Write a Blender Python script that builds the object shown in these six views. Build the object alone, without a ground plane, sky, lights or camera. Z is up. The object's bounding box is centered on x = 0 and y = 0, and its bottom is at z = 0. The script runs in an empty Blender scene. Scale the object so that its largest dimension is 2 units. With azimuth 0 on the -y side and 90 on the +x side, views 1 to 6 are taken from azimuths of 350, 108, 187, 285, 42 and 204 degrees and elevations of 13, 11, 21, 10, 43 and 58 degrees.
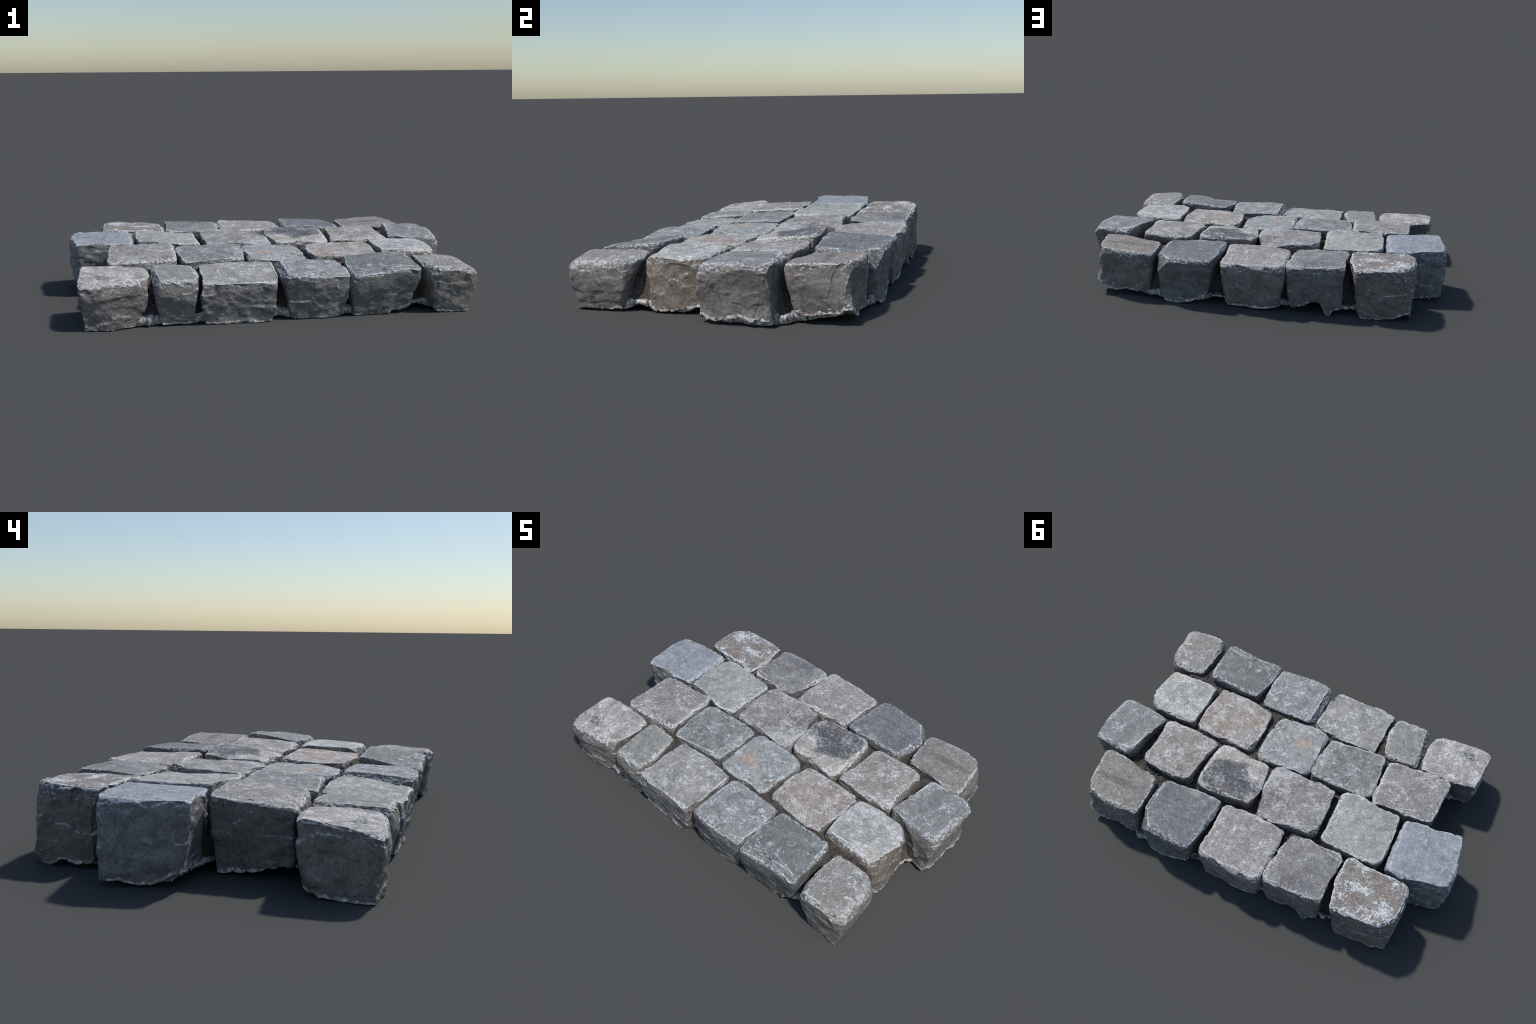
"""A patch of old street paving: 22 split granite setts in four running-bond courses,
standing on a thin broken bed of mortar.  Every sett is a rounded, hand-split block lofted
between a measured top quadrilateral and a tapered foot, then chipped, facetted and
roughened with noise; each has a stone material of its own."""
import bpy, math
import numpy as np

N = 76                      # grid cells along each face of a sett
FRONT, RIGHT, BACK, LEFT = 'front', 'right', 'back', 'left'
SWELL = 0.014               # how far the widest girth stands outside the bright top outline
RISE = 0.010

# ------------------------------------------------------------------ noise
def _hash(ix, iy, iz, seed):
    h = (ix.astype(np.int64) * 374761393 + iy.astype(np.int64) * 668265263
         + iz.astype(np.int64) * 2147483647 + seed * 974634777) & 0xFFFFFFFF
    h = ((h ^ (h >> 13)) * 1274126177) & 0xFFFFFFFF
    h = ((h ^ (h >> 16)) * 2246822519) & 0xFFFFFFFF
    return ((h ^ (h >> 15)) & 0xFFFFFF) / float(0xFFFFFF)


def value_noise(p, seed):
    """smooth lattice noise in [-1, 1] for an (n, 3) array"""
    i = np.floor(p).astype(np.int64)
    f = p - i
    f = f * f * f * (f * (f * 6 - 15) + 10)
    out = 0
    for dx in (0, 1):
        for dy in (0, 1):
            for dz in (0, 1):
                w = ((f[:, 0] if dx else 1 - f[:, 0]) * (f[:, 1] if dy else 1 - f[:, 1])
                     * (f[:, 2] if dz else 1 - f[:, 2]))
                out = out + w * _hash(i[:, 0] + dx, i[:, 1] + dy, i[:, 2] + dz, seed)
    return out * 2 - 1


def fbm(p, size, seed, octaves=3, gain=0.5):
    out, amp, total = 0, 1.0, 0.0
    for o in range(octaves):
        out = out + amp * value_noise(p / size * 2.03 ** o + 17.3 * o, seed + 31 * o)
        total += amp
        amp *= gain
    return out / total


def smooth(x, a, b):
    t = np.clip((x - a) / (b - a), 0, 1)
    return t * t * (3 - 2 * t)


# ------------------------------------------------------------------ node helpers
class Nodes:
    """tiny helper that writes a shader tree as expressions"""

    def __init__(self, name):
        self.mat = bpy.data.materials.new(name)
        self.mat.use_nodes = True
        self.t = self.mat.node_tree
        self.t.nodes.clear()
        self.out = self.t.nodes.new('ShaderNodeOutputMaterial')
        self.bsdf = self.t.nodes.new('ShaderNodeBsdfPrincipled')
        self.t.links.new(self.bsdf.outputs[0], self.out.inputs[0])

    def put(self, socket, v):
        if isinstance(v, bpy.types.NodeSocket):
            self.t.links.new(v, socket)
        elif isinstance(v, (tuple, list)) and len(v) == 3 and socket.type == 'RGBA':
            socket.default_value = (*v, 1)
        else:
            socket.default_value = v

    def coords(self, offset):
        tc = self.t.nodes.new('ShaderNodeTexCoord')
        m = self.t.nodes.new('ShaderNodeMapping')
        self.t.links.new(tc.outputs['Object'], m.inputs['Vector'])
        m.inputs['Location'].default_value = offset
        return tc.outputs['Object'], m.outputs[0]

    def noise(self, vec, scale, detail=6, rough=0.6, distort=0.0):
        n = self.t.nodes.new('ShaderNodeTexNoise')
        self.put(n.inputs['Vector'], vec)
        n.inputs['Scale'].default_value = scale
        n.inputs['Detail'].default_value = detail
        n.inputs['Roughness'].default_value = rough
        n.inputs['Distortion'].default_value = distort
        return n.outputs['Fac']

    def noise_colour(self, vec, scale, detail=3):
        n = self.t.nodes.new('ShaderNodeTexNoise')
        self.put(n.inputs['Vector'], vec)
        n.inputs['Scale'].default_value = scale
        n.inputs['Detail'].default_value = detail
        return n.outputs['Color']

    def voronoi(self, vec, scale, feature='F1'):
        n = self.t.nodes.new('ShaderNodeTexVoronoi')
        n.feature = feature
        self.put(n.inputs['Vector'], vec)
        n.inputs['Scale'].default_value = scale
        return n.outputs['Distance']

    def math(self, op, a, b=0.0, clamp=False):
        n = self.t.nodes.new('ShaderNodeMath')
        n.operation = op
        n.use_clamp = clamp
        self.put(n.inputs[0], a)
        self.put(n.inputs[1], b)
        return n.outputs[0]

    def vmath(self, op, a, b):
        n = self.t.nodes.new('ShaderNodeVectorMath')
        n.operation = op
        self.put(n.inputs[0], a)
        self.put(n.inputs[1], b)
        return n.outputs['Value'] if op in ('LENGTH', 'DOT_PRODUCT', 'DISTANCE') else n.outputs['Vector']

    def step(self, v, lo, hi, to_lo=0.0, to_hi=1.0):
        n = self.t.nodes.new('ShaderNodeMapRange')
        n.interpolation_type = 'SMOOTHSTEP'
        self.put(n.inputs['Value'], v)
        n.inputs['From Min'].default_value = lo
        n.inputs['From Max'].default_value = hi
        n.inputs['To Min'].default_value = to_lo
        n.inputs['To Max'].default_value = to_hi
        return n.outputs['Result']

    def mix(self, fac, a, b, kind='MIX'):
        n = self.t.nodes.new('ShaderNodeMix')
        n.data_type = 'RGBA'
        n.blend_type = kind
        self.put(n.inputs[0], fac)
        self.put(n.inputs[6], a)
        self.put(n.inputs[7], b)
        return n.outputs[2]

    def bump(self, height, strength, distance, normal=None):
        n = self.t.nodes.new('ShaderNodeBump')
        n.inputs['Strength'].default_value = strength
        n.inputs['Distance'].default_value = distance
        self.put(n.inputs['Height'], height)
        if normal is not None:
            self.put(n.inputs['Normal'], normal)
        return n.outputs[0]


def stone(r, g, b, gain=1.0, grey=0.25):
    """ground colour of a sett as it reads at a distance -> colour before the darker grain is laid in"""
    c = np.array(lin(r, g, b))
    return tuple(np.clip(gain * ((1 - grey) * c + grey * c.mean()), 0, 1))


def lin(r, g, b):
    """0-255 display colour to linear"""
    def f(c):
        c /= 255.0
        return c / 12.92 if c <= 0.04045 else ((c + 0.055) / 1.055) ** 2.4
    return f(r), f(g), f(b)


BROKEN = (124, 117, 109)      # split, earth-stained stone of the sides


def stone_material(base, second, white=0.5, white_colour=(212, 212, 211), vein=0.5, side=None,
                   blots=(), crusts=(), pale_edge=0.85, seed=0, smoothness=0.0, scratches=0.0):
    """granite: clouded worn top with pale specks and hairline veins, browner split sides"""
    s = Nodes('split_granite')
    rng = np.random.default_rng(900 + seed)
    here, vec = s.coords(tuple(rng.uniform(-20, 20, 3)))
    sd = stone(*(side or tuple(0.55 * a + 0.45 * b for a, b in zip(BROKEN, base))), gain=1.25)
    white -= 0.11
    base, second, wc = stone(*base), stone(*second), lin(*white_colour)
    geo = s.t.nodes.new('ShaderNodeNewGeometry')
    sep = s.t.nodes.new('ShaderNodeSeparateXYZ')
    s.t.links.new(geo.outputs['Normal'], sep.inputs[0])
    up = sep.outputs['Z']
    ragged = s.noise(vec, 60, 6, 0.7)
    top = s.step(s.math('ADD', up, s.math('MULTIPLY', s.math('SUBTRACT', ragged, 0.5), 0.5)), 0.48, 0.70)
    wob = s.vmath('SUBTRACT', s.noise_colour(vec, 13, 9), (0.5, 0.5, 0.5))

    def spot(x, y, rx, ry, inner, outer):
        d = s.vmath('MULTIPLY', s.vmath('SUBTRACT', here, (x, y, 0)), (1 / rx, 1 / ry, 0))
        d = s.vmath('ADD', d, s.vmath('MULTIPLY', wob, (1.5, 1.5, 0)))
        return s.step(s.vmath('LENGTH', d, (0, 0, 0)), outer, inner)

    # clouded ground colour with a salt-and-pepper grain
    cloud = s.noise(vec, 8, 7, 0.66, 0.4)
    col = s.mix(s.step(cloud, 0.36, 0.64), base, second)
    patch = s.noise(vec, 34, 10, 0.8, 0.2)
    col = s.mix(s.step(patch, 0.49, 0.36, 0.0, 0.75), col, tuple(0.55 * c for c in base))
    col = s.mix(s.step(patch, 0.52, 0.64, 0.0, 0.8), col, tuple(min(1, 1.45 * c + 0.03) for c in second))
    calm = s.math('ADD', 1.0, 0.0)
    for (x, y, rx, ry, colour, strength) in blots:
        m = s.math('MULTIPLY', spot(x, y, rx, ry, 0.78 if strength > 0.9 else 0.5, 1.2), s.math('MULTIPLY', top, strength))
        calm = s.math('MULTIPLY', calm, s.math('SUBTRACT', 1.0, s.math('MULTIPLY', m, 0.5)))
        c = stone(*colour, 1.1, 0.15)
        col = s.mix(m, col, s.mix(s.step(patch, 0.35, 0.65), tuple(0.8 * k for k in c), tuple(1.3 * k for k in c)))
    # pale specks, crusts and hairlines of the worn top
    region = s.step(s.noise(vec, 11, 6, 0.7), 0.38, 0.62)
    for c in crusts:
        region = s.math('ADD', region, s.math('MULTIPLY', spot(*c, 0.2, 1.4), 0.7))
    crust = s.noise(vec, 48, 10, 0.74, 0.7)
    lo = 0.665 - 0.15 * white
    m1 = s.step(s.math('ADD', crust, s.math('MULTIPLY', region, 0.115)), lo + 0.025, lo + 0.055)
    fine = s.noise(vec, 130, 7, 0.8, 0.4)
    lo = 0.625 - 0.10 * white
    m2 = s.step(s.math('ADD', fine, s.math('MULTIPLY', region, 0.09)), lo + 0.025, lo + 0.06, 0, 0.95)
    line = s.math('ABSOLUTE', s.math('SUBTRACT', s.noise(vec, 15, 8, 0.66, 1.6), 0.5))
    m3 = s.math('MULTIPLY', s.step(line, 0.016, 0.003), s.step(s.noise(vec, 12, 5), 0.44, 0.60))
    net = s.math('ABSOLUTE', s.math('SUBTRACT', s.noise(vec, 44, 7, 0.66, 1.2), 0.5))
    net = s.math('MULTIPLY', s.step(net, 0.028, 0.006), s.step(s.noise(vec, 16, 4), 0.44, 0.56))
    m3 = s.math('MULTIPLY', s.math('MAXIMUM', m3, s.math('MULTIPLY', net, 0.9)), vein)
    m = s.math('MAXIMUM', s.math('MAXIMUM', m1, m2), m3)
    if scratches:
        stretched = s.vmath('MULTIPLY', vec, (9, 110, 1))
        sc = s.math('MULTIPLY', s.step(s.noise(stretched, 1.0, 6, 0.7, 0.4), 0.58, 0.66),
                    s.step(s.noise(vec, 8, 2), 0.45, 0.62))
        m = s.math('MAXIMUM', m, s.math('MULTIPLY', sc, scratches))
    m = s.math('MULTIPLY', s.math('MULTIPLY', m, top), calm)
    col = s.mix(s.math('MULTIPLY', m, 0.88), col, wc)
    # split sides: earth-stained, streaked and pitted
    streak = s.noise(vec, 16, 9, 0.74, 0.8)
    sc1 = s.mix(s.step(streak, 0.36, 0.64), tuple(0.66 * c for c in sd), tuple(1.2 * c for c in sd))
    pits = s.noise(vec, 85, 8, 0.75)
    sc1 = s.mix(s.step(pits, 0.47, 0.34, 0, 0.7), sc1, tuple(0.4 * c for c in sd))
    sc1 = s.mix(s.step(pits, 0.60, 0.74, 0, 0.45), sc1, lin(186, 184, 180))
    col = s.mix(s.math('SUBTRACT', 1.0, top), col, sc1)
    # paler band along the top arrises
    edge = s.step(s.math('ADD', geo.outputs['Pointiness'], s.math('MULTIPLY', s.math('SUBTRACT', ragged, 0.5), 0.06)),
                  0.502, 0.524, 0.0, pale_edge)
    edge = s.math('MULTIPLY', edge, s.step(up, 0.0, 0.3))
    col = s.mix(edge, col, wc)
    grain = s.noise(vec, 260, 5, 0.85)
    col = s.mix(1.0, col, s.mix(s.step(grain, 0.36, 0.64), (0.58, 0.58, 0.58), (1.42, 1.42, 1.42)), 'MULTIPLY')
    s.put(s.bsdf.inputs['Base Color'], col)
    s.put(s.bsdf.inputs['Roughness'], s.step(cloud, 0.3, 0.7, 0.72 - 0.2 * smoothness, 0.9 - 0.15 * smoothness))
    s.bsdf.inputs['Specular IOR Level'].default_value = 0.35
    relief = s.math('MULTIPLY', s.math('ADD', s.math('MULTIPLY', streak, 1.2), pits), s.step(top, 0.0, 1.0, 1.0, 0.22))
    nrm = s.bump(relief, 0.7, 0.010)
    nrm = s.bump(grain, 0.35, 0.002, nrm)
    s.put(s.bsdf.inputs['Normal'], nrm)
    return s.mat


def mortar_material():
    s = Nodes('sandy_mortar')
    here, vec = s.coords((3.1, 5.7, 1.3))
    a = s.noise(vec, 30, 8, 0.7, 0.5)
    col = s.mix(s.step(a, 0.35, 0.65), lin(56, 52, 48), lin(92, 86, 80))  # fill darkened so the joints carry the gap shadow in their colour
    peb = s.voronoi(vec, 95)
    col = s.mix(s.step(peb, 0.45, 0.15, 0, 0.6), col, lin(118, 112, 105))
    s.put(s.bsdf.inputs['Base Color'], col)
    s.bsdf.inputs['Roughness'].default_value = 0.95
    s.put(s.bsdf.inputs['Normal'], s.bump(s.math('ADD', a, s.math('MULTIPLY', peb, -0.6)), 0.8, 0.01))
    return s.mat


def crust_material():
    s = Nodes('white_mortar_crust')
    here, vec = s.coords((7.7, 2.2, 4.1))
    a = s.noise(vec, 60, 8, 0.75, 0.3)
    col = s.mix(s.step(a, 0.40, 0.60), lin(116, 110, 104), lin(228, 224, 221))
    b = s.noise(vec, 210, 4, 0.7)
    col = s.mix(s.step(b, 0.56, 0.68, 0, 0.75), col, lin(70, 64, 60))
    s.put(s.bsdf.inputs['Base Color'], col)
    s.bsdf.inputs['Roughness'].default_value = 0.95
    s.put(s.bsdf.inputs['Normal'], s.bump(b, 0.5, 0.004))
    return s.mat


# ------------------------------------------------------------------ mesh of one sett
def cube_grid(n):
    """unit cube surface as a welded grid: points in [-1,1]^3 and quads"""
    ticks = np.linspace(-1, 1, n + 1)
    ticks = 0.78 * ticks + 0.22 * np.sin(ticks * math.pi / 2)     # finer towards the edges
    index, pts, quads = {}, [], []

    def vid(i, j, k):
        key = (i, j, k)
        if key not in index:
            index[key] = len(pts)
            pts.append((ticks[i], ticks[j], ticks[k]))
        return index[key]

    for i in range(n):
        for j in range(n):
            for lo, flip in ((0, True), (n, False)):
                for make in (lambda a, b: (a, b, lo), lambda a, b: (lo, a, b), lambda a, b: (b, lo, a)):
                    q = [vid(*make(i, j)), vid(*make(i + 1, j)), vid(*make(i + 1, j + 1)), vid(*make(i, j + 1))]
                    quads.append(q[::-1] if flip else q)
    return np.array(pts), np.array(quads)


CUBE, QUADS = cube_grid(N)


def vertex_normals(p):
    a, b, c, d = (p[QUADS[:, i]] for i in range(4))
    fn = np.cross(c - a, d - b)
    out = np.zeros_like(p)
    for i in range(4):
        np.add.at(out, QUADS[:, i], fn)
    return out / (np.linalg.norm(out, axis=1, keepdims=True) + 1e-12)


def shape_sett(top, taper, radius, arris, bulge, rim, chips, planes, rough, seed, dome):
    rng = np.random.default_rng(seed)
    top = np.array(top) + (0, 0, RISE)
    hx = 0.25 * (np.linalg.norm(top[1] - top[0]) + np.linalg.norm(top[2] - top[3]))
    hy = 0.25 * (np.linalg.norm(top[3] - top[0]) + np.linalg.norm(top[2] - top[1]))
    hz = 0.11
    P = CUBE * (hx, hy, hz)
    a0, b0 = CUBE[:, 0], CUBE[:, 1]
    dist_in = np.minimum(hx - np.abs(P[:, 0]), hy - np.abs(P[:, 1]))       # from plan outline
    # 1. rounded plan corners (a radius per corner)
    wr = [(1 - a0) * (1 - b0), (1 + a0) * (1 - b0), (1 + a0) * (1 + b0), (1 - a0) * (1 + b0)]
    rv = 1.3 * sum(w * r for w, r in zip(wr, radius)) / 4 * (0.72 + 0.28 * CUBE[:, 2])      # sharper towards the foot
    half = np.array([hx, hy])
    xy = P[:, :2]
    core = np.sign(xy) * np.minimum(np.abs(xy), half - rv[:, None])
    d = xy - core
    inf, l2 = np.abs(d).max(1), np.linalg.norm(d, axis=1)
    both = (np.abs(d) > 1e-9).all(1)
    d[both] *= (inf[both] / l2[both])[:, None]
    xy = core + d
    # 2. rounded, uneven top arris
    rt = arris * (1 + 0.45 * fbm(np.c_[P[:, 0], P[:, 1], 0 * P[:, 0]] + seed, 0.07, seed + 5, 2))
    dp = np.clip(rt - dist_in, 0, None)
    dz = np.clip(rt - (hz - P[:, 2]), 0, None)
    l2 = np.sqrt(dp * dp + dz * dz) + 1e-12
    k = 1 - np.maximum(dp, dz) / l2
    k[(dp <= 0) | (dz <= 0)] = 0
    shrink = 1 - (dp * k)[:, None] / half
    xy = xy * shrink
    w = (P[:, 2] - dz * k + hz) / (2 * hz)                                  # 0 foot .. 1 top
    a, b = xy[:, 0] / hx, xy[:, 1] / hy
    # 3. warp into the measured quadrilateral
    q = [(1 - a) * (1 - b) / 4, (1 + a) * (1 - b) / 4, (1 + a) * (1 + b) / 4, (1 - a) * (1 + b) / 4]
    world = sum(qq[:, None] * c for qq, c in zip(q, top))
    u = top[1] + top[2] - top[0] - top[3]
    v = top[3] + top[2] - top[0] - top[1]
    u, v = u[:2] / np.linalg.norm(u[:2]), v[:2] / np.linalg.norm(v[:2])
    drop = np.clip(1 - w, 0, 1)
    belly = 0.006 * np.sin(math.pi * np.clip(drop * 1.5, 0, 1))
    for side, s, axis in ((FRONT, -1, v), (BACK, 1, v), (LEFT, -1, u), (RIGHT, 1, u)):
        t, across = (b, a) if side in (FRONT, BACK) else (a, b)
        near = np.clip(s * t, 0, 1) ** 1.5
        inset = taper[side] if isinstance(taper[side], tuple) else (taper[side],) * 2
        inset = inset[0] * (1 - across) / 2 + inset[1] * (1 + across) / 2        # towards -x / -y end, towards +x / +y end
        move = bulge[side] * (1 - across ** 2) + belly - inset * drop ** 1.35
        world[:, :2] += (s * move * near)[:, None] * axis
    world[:, 2] += dome * (1 - a ** 2) * (1 - b ** 2)
    # foot height: measured rim on the outer sides, ragged
    zr = np.full(len(P), 0.0)
    ws = np.full(len(P), 1e-6)
    for side, s in ((FRONT, -1), (BACK, 1), (LEFT, -1), (RIGHT, 1)):
        t = CUBE[:, 1] if side in (FRONT, BACK) else CUBE[:, 0]
        line = rim.get(side)
        if line is None:
            zz = 0.03 + 0 * t
        else:
            along = world[:, 0] if side in (FRONT, BACK) else world[:, 1]
            pts = sorted(line)
            zz = np.interp(along, [p[0] for p in pts], [p[1] for p in pts])
        wt = np.clip((1 + s * t) / 2, 0, 1) ** 14 * (1.0 if line else 0.08) + 1e-9
        zr += zz * wt
        ws += wt
    zr /= ws
    jag = fbm(np.c_[world[:, :2], 0 * a] + 3.3, 0.016, seed + 77, 3, 0.65)
    zr = np.maximum(zr + 0.007 * jag * smooth(zr, 0.002, 0.02), 0.0)
    world[:, 2] = zr * (1 - w) + world[:, 2] * w
    # 4. split facets on the sides and the given chips
    nrm = vertex_normals(world)
    mid = world.mean(0)
    cuts = []
    for side_n in ((0, -1), (0, 1), (-1, 0), (1, 0)):
        for _ in range(3):
            n = np.array([side_n[0], side_n[1], 0.0]) + rng.normal(0, 0.17, 3)
            n[2] = -abs(n[2])
            n /= np.linalg.norm(n)
            sel = (nrm @ np.array([side_n[0], side_n[1], 0.0])) > 0.8
            p0 = world[sel][rng.integers(sel.sum())]
            cuts.append((n, p0 @ n - rng.uniform(0.0, 0.003), 0.018 * rough))
    for (ca, cb, depth, n) in chips:
        n = np.array(n) / np.linalg.norm(n)
        qq = [(1 - ca) * (1 - cb) / 4, (1 + ca) * (1 - cb) / 4, (1 + ca) * (1 + cb) / 4, (1 - ca) * (1 + cb) / 4]
        p0 = sum(k * c for k, c in zip(qq, top)) - np.array((0, 0, depth))
        cuts.append((n, p0 @ n, 0.08))
    for p0, n, limit in planes:
        n = np.array(n) / np.linalg.norm(n)
        cuts.append((n, np.array(p0) @ n, limit))
    for n, dd, limit in cuts:
        over = np.clip(world @ n - dd + 0.0018 * fbm(world, 0.02, seed + 9, 2), 0, None)
        world -= (limit * np.tanh(over / limit))[:, None] * n
    # 5. relief: slow swells, split texture on the sides, worn flat top, nibbled arrises
    nrm = vertex_normals(world)
    topness = smooth(nrm[:, 2], 0.35, 0.85)
    amp = rough * (1 - topness) + 0.4 * topness
    rel = 0.0065 * fbm(world, 0.11, seed + 1, 2)
    rel = rel + amp * 0.0020 * fbm(world, 0.04, seed + 2, 2)
    rel = rel + (0.35 * topness + rough * (1 - topness)) * 0.0018 * fbm(world, 0.014, seed + 6, 3, 0.6)
    ledge = fbm(world * (1, 1, 1.5), 0.09, seed + 3, 2)
    rel = rel + (1 - topness) * rough * 0.0022 * np.tanh(12 * (ledge - 0.08))
    edge = np.exp(-(dist_in / 0.014) ** 2) * smooth(w, 0.78, 0.97)
    nib = 0.5 * smooth(fbm(world, 0.02, seed + 4, 3, 0.6), -0.15, 0.75)
    rel = rel - edge * 0.012 * nib
    world += nrm * rel[:, None]
    # 6. true up: girth of each side against the measured outline
    mid = top.mean(0)
    band = (CUBE[:, 2] > 0.1) & (CUBE[:, 2] < 0.85)
    shift = np.zeros((len(world), 2))
    for side, s, axis, t, across, (i0, i1) in ((FRONT, -1, v, b0, a0, (0, 1)), (BACK, 1, v, b0, a0, (3, 2)),
                                               (LEFT, -1, u, a0, b0, (0, 3)), (RIGHT, 1, u, a0, b0, (1, 2))):
        sel = band & (np.abs(t - s) < 1e-6) & (np.abs(across) < 0.75)
        frac = (1 + across[sel]) / 2
        line = top[i0][None, :2] * (1 - frac)[:, None] + top[i1][None, :2] * frac[:, None]
        gap = np.percentile(s * (world[sel][:, :2] - line) @ axis, 80)
        y_mid = line[:, 1].mean()
        wide = side in (FRONT, BACK) and y_mid > -0.1                      # the two wider course joints
        want = SWELL * (1.0 if side in rim else 0.95 if wide else 0.74 if side in (FRONT, BACK) else 0.62)
        want += 0.6 * bulge[side]
        shift += ((want - gap) * s * np.clip((1 + s * t) / 2, 0, 1))[:, None] * axis
    world[:, :2] += shift
    world[:, 2] = np.maximum(world[:, 2], 0.0)
    return world, vertex_normals(world), w


def add_mesh(name, verts, faces, material, parent, origin=(0, 0, 0)):
    me = bpy.data.meshes.new(name)
    verts = np.asarray(verts) - np.array(origin)
    faces = np.asarray(faces)
    k = faces.shape[1]
    me.vertices.add(len(verts))
    me.vertices.foreach_set('co', verts.astype(np.float32).ravel())
    me.loops.add(faces.size)
    me.loops.foreach_set('vertex_index', faces.astype(np.int32).ravel())
    me.polygons.add(len(faces))
    me.polygons.foreach_set('loop_start', np.arange(0, faces.size, k, dtype=np.int32))
    me.polygons.foreach_set('use_smooth', np.ones(len(faces), dtype=bool))
    me.update(calc_edges=True)
    me.validate()
    me.materials.append(material)
    ob = bpy.data.objects.new(name, me)
    bpy.context.scene.collection.objects.link(ob)
    ob.parent = parent
    ob.location = origin
    return ob


# ------------------------------------------------------------------ the patch
root = bpy.data.objects.new('cobblestone_pavement', None)
bpy.context.scene.collection.objects.link(root)
root['label'] = 'patch of grey granite cobblestones in staggered rows'
root['category'] = 'cobblestone paving'

skin_v, skin_f, skin_n = [], [], 0
CRUST = {FRONT: 0.005, RIGHT: 0.010, BACK: 0.006, LEFT: 0.006}     # usual height of the mortar crust


def crust_skin(world, normals, axis, s, height):
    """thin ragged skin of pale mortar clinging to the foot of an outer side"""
    global skin_n
    on_side = np.abs(CUBE[:, axis] - s) < 1e-6
    column = np.round(CUBE[:, 1 - axis] * 1e5).astype(int)
    foot = {k: z for k, z, low in zip(column[on_side], world[on_side, 2], CUBE[on_side, 2] < -0.999) if low}
    above = np.full(len(world), 1.0)
    idx = np.nonzero(on_side)[0]
    above[idx] = world[idx, 2] - np.array([foot[k] for k in column[idx]])
    reach = height * (0.9 + 1.5 * fbm(world, 0.15, 61, 2) + 1.6 * fbm(world, 0.012, 62, 2, 0.65))
    if side_is_front(axis, s):
        reach = reach - 0.004 * (world[:, 2] < 0.004)
    depth = np.clip((reach - above) / 0.004, -1, 1)
    lump = 0.0012 * fbm(world, 0.007, 63, 2, 0.7)
    skin = world + normals * (0.0013 * depth + lump * (depth > 0))[:, None]
    skin[:, 2] = np.maximum(skin[:, 2] - 0.002 * (CUBE[:, 2] < -0.999) * (depth > 0), 0.0003)
    quads = QUADS[on_side[QUADS].all(1) & (depth[QUADS] > -0.6).any(1)]
    if len(quads):
        used = np.unique(quads)
        remap = np.full(len(world), -1)
        remap[used] = np.arange(len(used)) + skin_n
        skin_v.append(skin[used])
        skin_f.append(remap[quads])
        skin_n += len(used)


def side_is_front(axis, s):
    return axis == 1 and s < 0


count = 0
footprints = []


def sett(front_left, front_right, back_right, back_left, front=0.02, right=0.025, back=0.025, left=0.02,
         radius=(0.032,) * 4, arris=0.021, bulge=(0.004, 0.004, 0.004, 0.004), rim=None, chips=(), planes=(), rough=1.0,
         dome=0.005, **look):
    """one paving sett: top corners, inset of the foot on each side, corner radii, chips, stone look"""
    global count
    count += 1
    top = (front_left, front_right, back_right, back_left)
    rim = rim or {}
    world, normals, level = shape_sett(top, {FRONT: front, RIGHT: right, BACK: back, LEFT: left}, radius, arris,
                       dict(zip((FRONT, RIGHT, BACK, LEFT), bulge)), rim, chips, planes, rough, 100 * count, dome)
    centre = np.mean(top, axis=0)
    centre[2] = 0.0
    footprints.append(np.array(top)[:, :2])
    add_mesh('paving_stone', world, QUADS, stone_material(seed=count, **look), root, tuple(centre))
    for side, axis, s in ((FRONT, 1, -1), (RIGHT, 0, 1), (BACK, 1, 1), (LEFT, 0, -1)):
        if side in rim:
            crust_skin(world, normals, axis, s, CRUST[side])


# --- front course
sett((-0.923, -0.598, 0.202), (-0.633, -0.571, 0.216), (-0.633, -0.339, 0.210), (-0.919, -0.355, 0.239),
     front=(0.02, -0.01), right=0.028, left=(0.036, 0.05), rough=1.3, dome=0.006, bulge=(0.012, 0.004, 0.004, 0.006),
     rim={FRONT: [(-0.9, 0), (-0.69, 0), (-0.65, 0.03)], LEFT: [(-0.6, 0), (-0.42, 0), (-0.37, 0.017), (-0.355, 0.06)], BACK: [(-0.9, 0.06), (-0.63, 0.04)]},
     chips=[(0.95, -0.9, 0.02, (0.55, -0.75, 0.4)), (-0.9, -0.9, 0.018, (-0.4, -0.4, 0.8))],
     base=(140, 133, 129), second=(158, 150, 143), white=0.66, vein=0.9,
     blots=[(-0.06, -0.05, 0.055, 0.026, (84, 86, 90), 0.9)])
sett((-0.591, -0.586, 0.210), (-0.414, -0.591, 0.204), (-0.389, -0.333, 0.212), (-0.599, -0.341, 0.221),
     front=0.004, right=0.03, left=0.018, radius=(0.03, 0.025, 0.025, 0.035),
     rim={FRONT: [(-0.6, 0), (-0.42, 0)]}, chips=[(-1.0, 0, 0.02, (-0.8, -0.1, 0.55))],
     base=(130, 131, 126), second=(146, 145, 138), white=0.30, vein=0.3)
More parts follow.
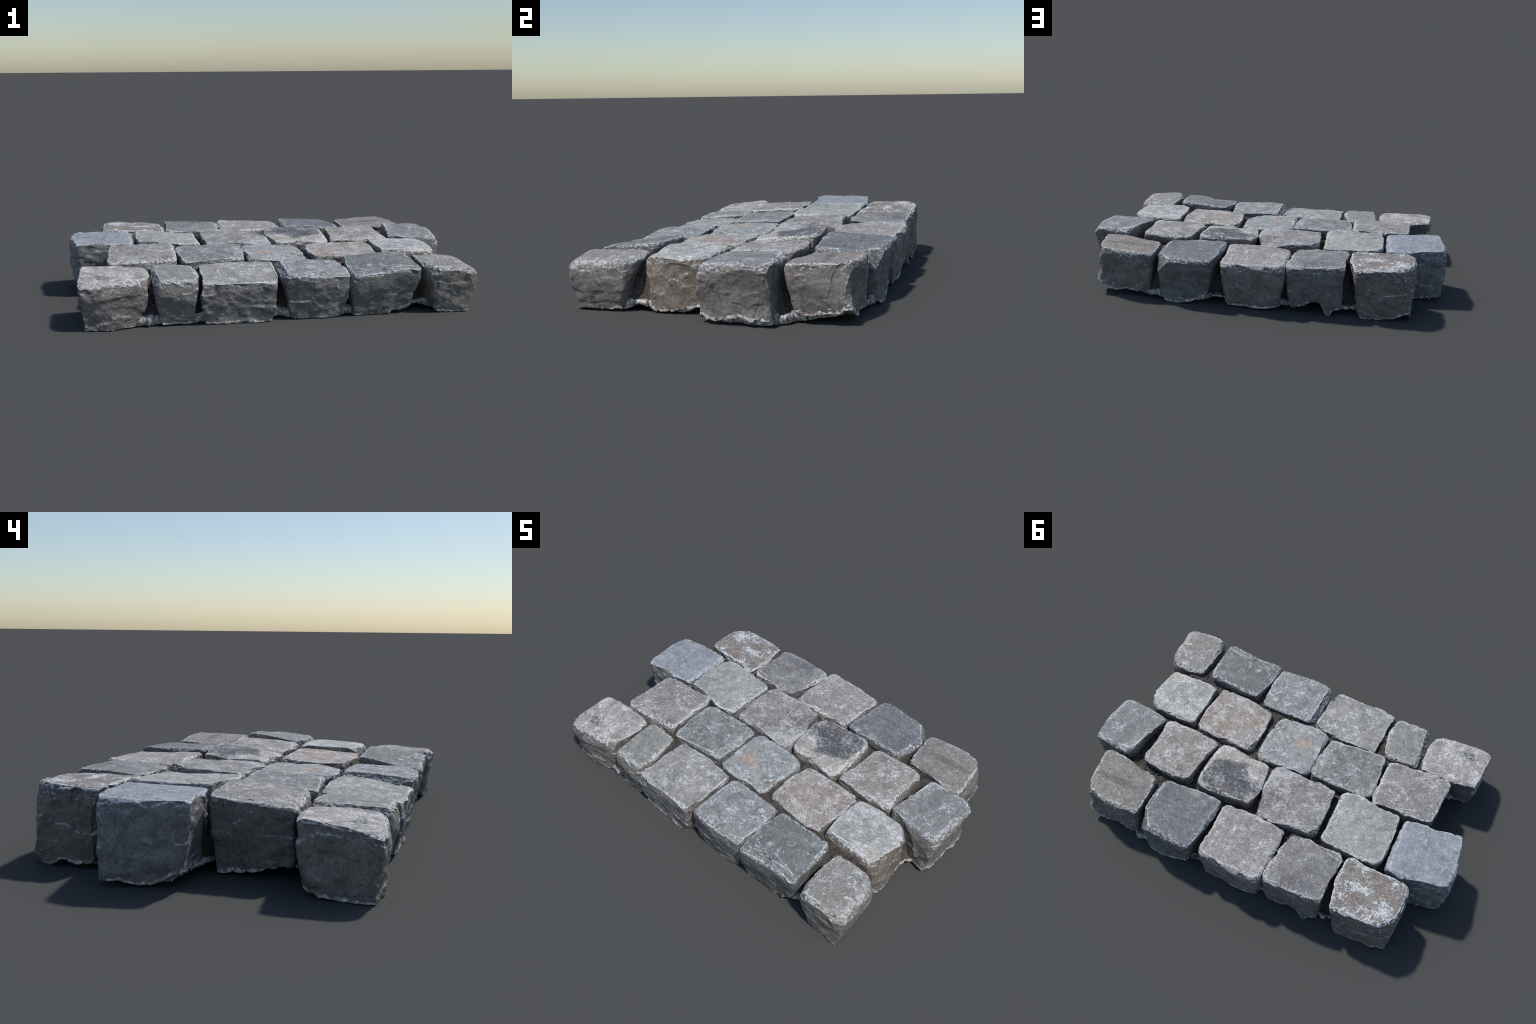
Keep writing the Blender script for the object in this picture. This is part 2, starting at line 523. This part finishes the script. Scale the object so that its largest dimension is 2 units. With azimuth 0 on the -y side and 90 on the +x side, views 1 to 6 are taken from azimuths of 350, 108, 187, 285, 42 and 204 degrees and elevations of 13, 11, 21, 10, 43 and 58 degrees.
sett((-0.369, -0.597, 0.190), (-0.043, -0.610, 0.181), (-0.020, -0.338, 0.215), (-0.358, -0.320, 0.209),
     front=0.010, right=0.05, left=0.03, radius=(0.03, 0.02, 0.03, 0.03), arris=0.014,
     rim={FRONT: [(-0.35, 0), (-0.08, 0)]}, rough=1.3,
     base=(134, 134, 132), second=(152, 149, 143), white=0.5, vein=0.4)
sett((0.002, -0.610, 0.212), (0.305, -0.618, 0.197), (0.299, -0.351, 0.213), (0.003, -0.355, 0.221),
     front=(0.018, 0.04), right=0.056, left=0.012, radius=(0.03, 0.03, 0.03, 0.035),
     rim={FRONT: [(-0.01, 0.012), (0.01, 0), (0.25, 0)]},
     chips=[(0.75, -0.95, 0.012, (0.2, -0.45, 0.85)), (-0.98, -0.3, 0.018, (-0.75, 0, 0.6))],
     base=(124, 127, 127), second=(139, 138, 135), white=0.55, vein=0.35, white_colour=(204, 206, 209))
sett((0.318, -0.627, 0.192), (0.635, -0.610, 0.212), (0.636, -0.383, 0.243), (0.328, -0.360, 0.231),
     front=(0.06, 0.07), right=0.055, left=0.01, radius=(0.025, 0.025, 0.03, 0.03), arris=0.014,
     rim={FRONT: [(0.32, 0), (0.49, 0), (0.51, 0.012), (0.55, 0.03), (0.592, 0.045)]}, rough=0.8,
     base=(108, 114, 111), second=(117, 121, 118), white=0.28, vein=0.25, white_colour=(203, 207, 209), smoothness=0.3,
     crusts=[(-0.05, -0.04, 0.02, 0.016)])
sett((0.703, -0.637, 0.217), (0.915, -0.643, 0.203), (0.898, -0.393, 0.213), (0.672, -0.364, 0.220),
     front=0.042, right=0.006, left=0.045, back=0.02, radius=(0.04, 0.045, 0.05, 0.04), arris=0.03,
     rim={FRONT: [(0.7, 0.016), (0.745, 0.012), (0.765, 0), (0.9, 0)], RIGHT: [(-0.62, 0), (-0.42, 0), (-0.4, 0.016)]},
     chips=[(-1.0, -0.5, 0.025, (-0.75, -0.15, 0.55))], dome=0.006,
     base=(134, 131, 124), second=(150, 147, 140), white=0.35, vein=0.15)
# --- second course
sett((-0.779, -0.317, 0.238), (-0.479, -0.300, 0.235), (-0.483, -0.033, 0.261), (-0.785, -0.030, 0.259),
     front=-0.025, left=0.065, arris=0.012, radius=(0.02, 0.03, 0.035, 0.02), rough=1.3,
     rim={LEFT: [(-0.06, 0.005), (-0.15, 0.014), (-0.215, 0.029), (-0.26, 0.04), (-0.31, 0.043)]},
     base=(129, 125, 122), second=(143, 139, 135), white=0.38, vein=0.5)
sett((-0.452, -0.299, 0.220), (-0.142, -0.297, 0.221), (-0.138, -0.045, 0.242), (-0.447, -0.041, 0.245),
     radius=(0.03, 0.03, 0.03, 0.035), arris=0.014,
     base=(112, 116, 113), second=(126, 129, 126), white=0.45, vein=0.7, white_colour=(199, 202, 203),
     blots=[(0.045, -0.015, 0.045, 0.018, (98, 102, 110), 0.8)])
sett((-0.124, -0.309, 0.220), (0.181, -0.309, 0.210), (0.180, -0.039, 0.217), (-0.107, -0.034, 0.235),
     radius=(0.035, 0.03, 0.055, 0.035), chips=[(0.65, -0.5, 0.0, (0.30, -0.21, 0.93))], bulge=(0.0, 0.0, 0.012, 0.006),
     base=(136, 141, 139), second=(152, 155, 152), white=0.5, vein=0.35, white_colour=(203, 206, 207),
     blots=[(-0.05, -0.03, 0.075, 0.042, (178, 146, 122), 0.55), (0.0, -0.06, 0.06, 0.022, (152, 142, 130), 0.35),
            (0.115, -0.075, 0.05, 0.045, (112, 106, 100), 0.75)])
sett((0.228, -0.313, 0.219), (0.525, -0.330, 0.222), (0.551, -0.057, 0.232), (0.214, -0.024, 0.222),
     radius=(0.03, 0.03, 0.03, 0.045), chips=[(-0.85, 0.72, 0.012, (-0.75, 0.2, 0.6))], dome=-0.002,
     base=(146, 132, 121), second=(164, 153, 145), white=0.6, vein=0.5,
     blots=[(-0.08, -0.02, 0.09, 0.06, (158, 138, 120), 0.5), (0.08, 0.05, 0.07, 0.05, (156, 138, 122), 0.5)])
sett((0.574, -0.307, 0.236), (0.844, -0.328, 0.222), (0.828, -0.069, 0.237), (0.564, -0.062, 0.243),
     right=-0.012, radius=(0.04, 0.03, 0.06, 0.04), arris=0.022, bulge=(0.004, 0.014, 0.010, 0.004), dome=0.004,
     rim={RIGHT: [(-0.325, 0.02), (-0.28, 0.01), (-0.2, 0.012), (-0.105, 0.038)]},
     chips=[(-0.85, 0.9, 0.015, (-0.45, 0.7, 0.5))],
     base=(152, 154, 151), second=(166, 167, 162), white=0.6, vein=0.5, side=(132, 120, 106),
     blots=[(0.11, -0.1, 0.05, 0.05, (172, 164, 144), 0.6)])
# --- third course
sett((-0.979, 0.003, 0.273), (-0.669, 0.003, 0.257), (-0.682, 0.297, 0.264), (-0.978, 0.302, 0.274),
     left=(0.01, -0.015), front=0.035, back=0.0, planes=[((-0.985, 0.10, 0.115), (-0.85, -0.25, -0.42), 0.03)], radius=(0.03, 0.025, 0.025, 0.035), arris=0.02, bulge=(-0.002, 0.004, 0.002, 0.008),
     rim={LEFT: [(0.305, 0.02), (0.295, 0.003), (0.2, 0.018), (0.162, 0), (0.117, 0), (0.073, 0.027), (0.007, 0.06)],
          BACK: [(-0.86, 0.013), (-0.976, 0.024)], FRONT: [(-0.98, 0.06), (-0.67, 0.05)]}, rough=1.2,
     base=(136, 143, 153), second=(152, 158, 167), white=0.12, vein=0.15, white_colour=(200, 204, 209), smoothness=0.3)
sett((-0.643, 0.013, 0.266), (-0.336, 0.001, 0.242), (-0.331, 0.291, 0.241), (-0.639, 0.285, 0.267),
     arris=0.012, radius=(0.025, 0.025, 0.035, 0.035),
     base=(143, 146, 141), second=(158, 159, 152), white=0.35, vein=0.6, white_colour=(208, 210, 210))
sett((-0.306, 0.007, 0.236), (0.057, 0.003, 0.224), (0.041, 0.281, 0.239), (-0.276, 0.295, 0.262),
     radius=(0.03, 0.04, 0.03, 0.045), bulge=(0.003, 0.004, 0.006, 0.004), dome=0.012,
     base=(119, 115, 113), second=(135, 130, 127), white=0.75, vein=0.9, white_colour=(191, 190, 191))
sett((0.068, 0.014, 0.232), (0.371, 0.006, 0.225), (0.369, 0.270, 0.263), (0.075, 0.270, 0.257),
     radius=(0.05, 0.03, 0.035, 0.045), arris=0.02, dome=0.006,
     base=(156, 148, 139), second=(170, 163, 154), white=0.6, vein=0.4,
     blots=[(0.01, 0.05, 0.16, 0.112, (70, 72, 77), 0.95), (-0.035, -0.07, 0.016, 0.016, (92, 94, 97), 0.8),
            (-0.03, 0.11, 0.08, 0.02, (110, 105, 100), 0.6)])
sett((0.411, 0.004, 0.229), (0.695, -0.002, 0.233), (0.669, 0.264, 0.254), (0.406, 0.279, 0.247),
     radius=(0.025, 0.03, 0.035, 0.035),
     base=(140, 133, 125), second=(156, 149, 140), white=0.50, vein=0.4,
     blots=[(-0.07, 0.10, 0.03, 0.02, (100, 99, 98), 0.75)])
sett((0.728, -0.018, 0.239), (0.962, -0.033, 0.236), (0.978, 0.262, 0.253), (0.744, 0.258, 0.262),
     front=-0.02, right=-0.008, back=-0.01, dome=0.001, radius=(0.025, 0.025, 0.035, 0.04), bulge=(0.0, 0.010, 0.006, 0.0),
     rim={RIGHT: [(-0.04, 0.03), (0.03, 0.012), (0.124, 0.03), (0.25, 0.019)], FRONT: [(0.8, 0.02), (0.94, 0.02)]},
     base=(122, 123, 124), second=(139, 138, 135), white=0.5, vein=0.3, white_colour=(204, 206, 209), side=(128, 122, 115))
# --- back course
sett((-0.818, 0.331, 0.266), (-0.497, 0.336, 0.250), (-0.507, 0.589, 0.250), (-0.806, 0.569, 0.277),
     back=-0.012, left=-0.03, radius=(0.045, 0.03, 0.04, 0.055), bulge=(0.0, 0.004, 0.016, 0.010), arris=0.014,
     rim={BACK: [(-0.513, 0.03), (-0.561, 0.003), (-0.651, 0), (-0.72, 0.012), (-0.804, 0.05), (-0.83, 0.02)],
          LEFT: [(0.576, 0.02), (0.559, 0), (0.527, 0), (0.486, 0.022), (0.433, 0.01), (0.34, 0.02)]}, rough=1.2,
     base=(124, 112, 103), second=(134, 121, 111), white=0.42, vein=0.3, white_colour=(216, 222, 226),
     crusts=[(0.03, 0.0, 0.06, 0.03), (0.07, -0.1, 0.05, 0.03), (-0.02, 0.08, 0.05, 0.03), (-0.1, 0.05, 0.03, 0.05)])
sett((-0.453, 0.322, 0.252), (-0.188, 0.329, 0.243), (-0.171, 0.598, 0.242), (-0.477, 0.599, 0.262),
     back=0.0, radius=(0.03, 0.025, 0.025, 0.03), arris=0.012, bulge=(-0.006, 0.002, 0.004, 0.002),
     rim={BACK: [(-0.19, 0.023), (-0.268, 0.045), (-0.297, 0.08), (-0.32, 0.08), (-0.345, 0.062), (-0.372, 0.004),
                 (-0.385, 0.003), (-0.417, 0.026), (-0.47, 0.044)]},
     base=(120, 118, 119), second=(142, 140, 140), white=0.12, vein=0.15,
     blots=[(0.0, 0.09, 0.09, 0.03, (104, 102, 107), 0.6), (-0.04, -0.02, 0.06, 0.05, (110, 108, 112), 0.5)])
sett((-0.154, 0.328, 0.241), (0.174, 0.307, 0.247), (0.169, 0.620, 0.228), (-0.144, 0.621, 0.250),
     back=0.005, radius=(0.03, 0.03, 0.03, 0.03), bulge=(0.0, 0.004, 0.0, 0.006),
     rim={BACK: [(0.16, 0.04), (0.126, 0.006), (-0.039, 0.004), (-0.12, 0.02), (-0.153, 0.031)]}, rough=0.9,
     base=(140, 133, 130), second=(158, 151, 146), white=0.45, vein=0.3)
sett((0.201, 0.323, 0.256), (0.526, 0.321, 0.238), (0.529, 0.576, 0.222), (0.228, 0.617, 0.250),
     back=(0.005, -0.035), right=0.0, radius=(0.035, 0.03, 0.05, 0.03), arris=0.02, bulge=(0.0, 0.004, 0.016, 0.0),
     rim={BACK: [(0.549, 0.02), (0.52, 0.012), (0.455, 0), (0.353, 0), (0.29, 0.035), (0.227, 0.075)]},
     chips=[(0.72, 0.80, 0.0, (0.75, 0.5, 0.42))], rough=0.8,
     base=(102, 107, 112), second=(116, 120, 124), white=0.05, vein=0.2, white_colour=(194, 197, 200), smoothness=0.3,
     scratches=0.8, blots=[(-0.03, -0.12, 0.035, 0.02, (156, 148, 138), 0.7), (0.09, 0.12, 0.05, 0.02, (140, 134, 126), 0.6)])
sett((0.582, 0.326, 0.222), (0.884, 0.305, 0.240), (0.843, 0.561, 0.245), (0.551, 0.559, 0.236),
     back=(-0.02, -0.03), right=(0.01, -0.03), left=0.01, radius=(0.03, 0.025, 0.03, 0.03), arris=0.014, bulge=(0.0, 0.004, 0.012, 0.006),
     rim={BACK: [(0.86, 0.07), (0.82, 0.035), (0.771, 0.018), (0.567, 0.03)], RIGHT: [(0.344, 0.036), (0.405, 0.030), (0.52, 0.05), (0.575, 0.07)]},
     rough=0.8, dome=0.004, base=(134, 126, 119), second=(148, 139, 133), white=0.05, vein=0.1,
     blots=[(0.02, 0.005, 0.11, 0.022, (98, 94, 91), 0.75)])

# ------------------------------------------------------------------ mortar bed in the joints
OUTLINE = np.array([(-0.87, -0.565), (0.60, -0.575), (0.66, -0.55), (0.86, -0.58), (0.87, -0.42), (0.862, -0.35), (0.83, -0.20),
                    (0.862, -0.06), (0.93, 0.0), (0.945, 0.24), (0.895, 0.30), (0.845, 0.345), (0.80, 0.52), (0.62, 0.545), (0.555, 0.60), (0.53, 0.59),
                    (0.45, 0.575), (0.22, 0.565), (0.15, 0.585), (-0.14, 0.58), (-0.18, 0.575), (-0.30, 0.53), (-0.47, 0.575), (-0.50, 0.575), (-0.56, 0.53), (-0.77, 0.50), (-0.79, 0.31), (-0.92, 0.27),
                    (-0.92, 0.05), (-0.745, -0.01), (-0.72, -0.03), (-0.72, -0.32), (-0.87, -0.36)])
# hollows under the bed where the mortar has broken away: x, y, reach, height
HOLLOWS = ((-0.02, -0.58, 0.03, 0.012), (0.65, -0.55, 0.06, 0.026), (0.85, -0.35, 0.05, 0.026), (0.86, -0.07, 0.05, 0.045),
           (-0.78, -0.16, 0.20, 0.05), (0.20, 0.58, 0.05, 0.055), (0.55, 0.60, 0.05, 0.018), (-0.49, 0.57, 0.05, 0.03),
           (-0.16, 0.57, 0.05, 0.02), (0.74, 0.52, 0.13, 0.03), (-0.31, 0.56, 0.06, 0.075))


def outline_distance(x, y):
    """signed distance to the bed outline, positive inside"""
    inside = np.zeros(x.shape, bool)
    best = np.full(x.shape, 9.0)
    n = len(OUTLINE)
    for i in range(n):
        (x0, y0), (x1, y1) = OUTLINE[i], OUTLINE[(i + 1) % n]
        cross = ((y0 > y) != (y1 > y)) & (x < (x1 - x0) * (y - y0) / (y1 - y0 + 1e-12) + x0)
        inside ^= cross
        t = np.clip(((x - x0) * (x1 - x0) + (y - y0) * (y1 - y0)) / ((x1 - x0) ** 2 + (y1 - y0) ** 2), 0, 1)
        best = np.minimum(best, np.hypot(x - x0 - t * (x1 - x0), y - y0 - t * (y1 - y0)))
    return np.where(inside, best, -best)


cell = 0.0075
gx, gy = np.arange(-0.97, 0.97, cell), np.arange(-0.64, 0.64, cell)
X, Y = np.meshgrid(gx, gy, indexing='ij')
flat = np.c_[X.ravel(), Y.ravel(), 0 * X.ravel()]
edge_d = outline_distance(flat[:, 0], flat[:, 1]) + 0.012 * fbm(flat, 0.03, 41, 3, 0.6)
top_z = 0.045 + 0.152 * smooth(edge_d, 0.015, 0.11) + 0.010 * fbm(flat, 0.09, 42, 2) + 0.007 * fbm(flat, 0.02, 43, 3, 0.6)
low_z = 0.003 + 0.004 * smooth(fbm(flat, 0.02, 44, 2), -0.5, 0.8)
for hx_, hy_, reach_, tall_ in HOLLOWS:
    low_z = low_z + tall_ * np.exp(-((flat[:, 0] - hx_) ** 2 + (flat[:, 1] - hy_) ** 2) / reach_ ** 2)
low_z = np.minimum(low_z, top_z - 0.008)
keep = (edge_d > 0).reshape(X.shape)
cells = keep[:-1, :-1] & keep[1:, :-1] & keep[1:, 1:] & keep[:-1, 1:]
ny = len(gy)
faces = []
nv = len(flat)
ci, cj = np.nonzero(cells)
vi = lambda i, j: i * ny + j
up_f = np.c_[vi(ci, cj), vi(ci + 1, cj), vi(ci + 1, cj + 1), vi(ci, cj + 1)]
dn_f = up_f[:, ::-1] + nv
walls = []
pad = np.zeros((cells.shape[0] + 2, cells.shape[1] + 2), bool)
pad[1:-1, 1:-1] = cells
for di, dj, p, q in ((-1, 0, (0, 1), (0, 0)), (1, 0, (1, 0), (1, 1)), (0, -1, (0, 0), (1, 0)), (0, 1, (1, 1), (0, 1))):
    open_side = cells & ~pad[1 + di:pad.shape[0] - 1 + di, 1 + dj:pad.shape[1] - 1 + dj]
    i, j = np.nonzero(open_side)
    a, b = vi(i + p[0], j + p[1]), vi(i + q[0], j + q[1])
    walls.append(np.c_[b, a, a + nv, b + nv])
all_f = np.vstack([up_f, dn_f] + walls)
jit = np.random.default_rng(5).normal(0, 0.0016, (nv, 2))
all_v = np.vstack([np.c_[flat[:, :2] + jit, top_z], np.c_[flat[:, :2] + jit, low_z]])
core_d = edge_d + 0.008 * fbm(flat, 0.05, 48, 2)
pale = (np.concatenate([core_d, core_d])[all_f] < 0.026).all(1)


def part_of_bed(name, faces_, material, parent):
    used_ = np.unique(faces_)
    remap_ = np.full(len(all_v), -1)
    remap_[used_] = np.arange(len(used_))
    return add_mesh(name, all_v[used_], remap_[faces_], material, parent)


crust = crust_material()
bed = part_of_bed('mortar_bed', all_f[~pale], mortar_material(), root)
part_of_bed('mortar_rim', all_f[pale], crust, bed)

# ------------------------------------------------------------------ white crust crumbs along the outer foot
def ico():
    t = (1 + 5 ** 0.5) / 2
    v = np.array([(-1, t, 0), (1, t, 0), (-1, -t, 0), (1, -t, 0), (0, -1, t), (0, 1, t), (0, -1, -t), (0, 1, -t),
                  (t, 0, -1), (t, 0, 1), (-t, 0, -1), (-t, 0, 1)], float)
    v /= np.linalg.norm(v[0])
    f = [(0, 11, 5), (0, 5, 1), (0, 1, 7), (0, 7, 10), (0, 10, 11), (1, 5, 9), (5, 11, 4), (11, 10, 2), (10, 7, 6), (7, 1, 8),
         (3, 9, 4), (3, 4, 2), (3, 2, 6), (3, 6, 8), (3, 8, 9), (4, 9, 5), (2, 4, 11), (6, 2, 10), (8, 6, 7), (9, 8, 1)]
    mids, out = {}, []
    v = list(v)

    def mid(a, b):
        key = (min(a, b), max(a, b))
        if key not in mids:
            m = v[a] + v[b]
            mids[key] = len(v)
            v.append(m / np.linalg.norm(m))
        return mids[key]
    for a, b, c in f:
        ab, bc, ca = mid(a, b), mid(b, c), mid(c, a)
        out += [(a, ab, ca), (b, bc, ab), (c, ca, bc), (ab, bc, ca)]
    return np.array(v), np.array(out)


ICO_V, ICO_F = ico()


def crumbs(name, places, material, parent, seed):
    rng = np.random.default_rng(seed)
    vs, fs = [], []
    for k, (p, r, squash) in enumerate(places):
        v = ICO_V * (1 + rng.normal(0, 0.16, (len(ICO_V), 1)))
        v = v * r * np.array(squash) * rng.uniform(0.8, 1.25, 3) + p
        v[:, 2] = np.maximum(v[:, 2], 0.0005)
        vs.append(v)
        fs.append(ICO_F + k * len(ICO_V))
    ob = add_mesh(name, np.vstack(vs), np.vstack(fs), material, parent)
    ob['kind'] = 'stuff'
    return ob


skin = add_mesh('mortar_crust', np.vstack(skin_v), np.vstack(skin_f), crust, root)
skin['kind'] = 'stuff'
rng = np.random.default_rng(77)
# loose grit lying in the joints
places = []
sd = outline_distance(flat[:, 0], flat[:, 1])
for k in rng.choice(np.nonzero(sd > 0.02)[0], 1500, replace=False):
    places.append((np.array((flat[k, 0], flat[k, 1], top_z[k] + 0.001)), rng.uniform(0.003, 0.0075), (1, 1, 0.8)))
crumbs('joint_grit', places, mortar_material(), bed, 6)
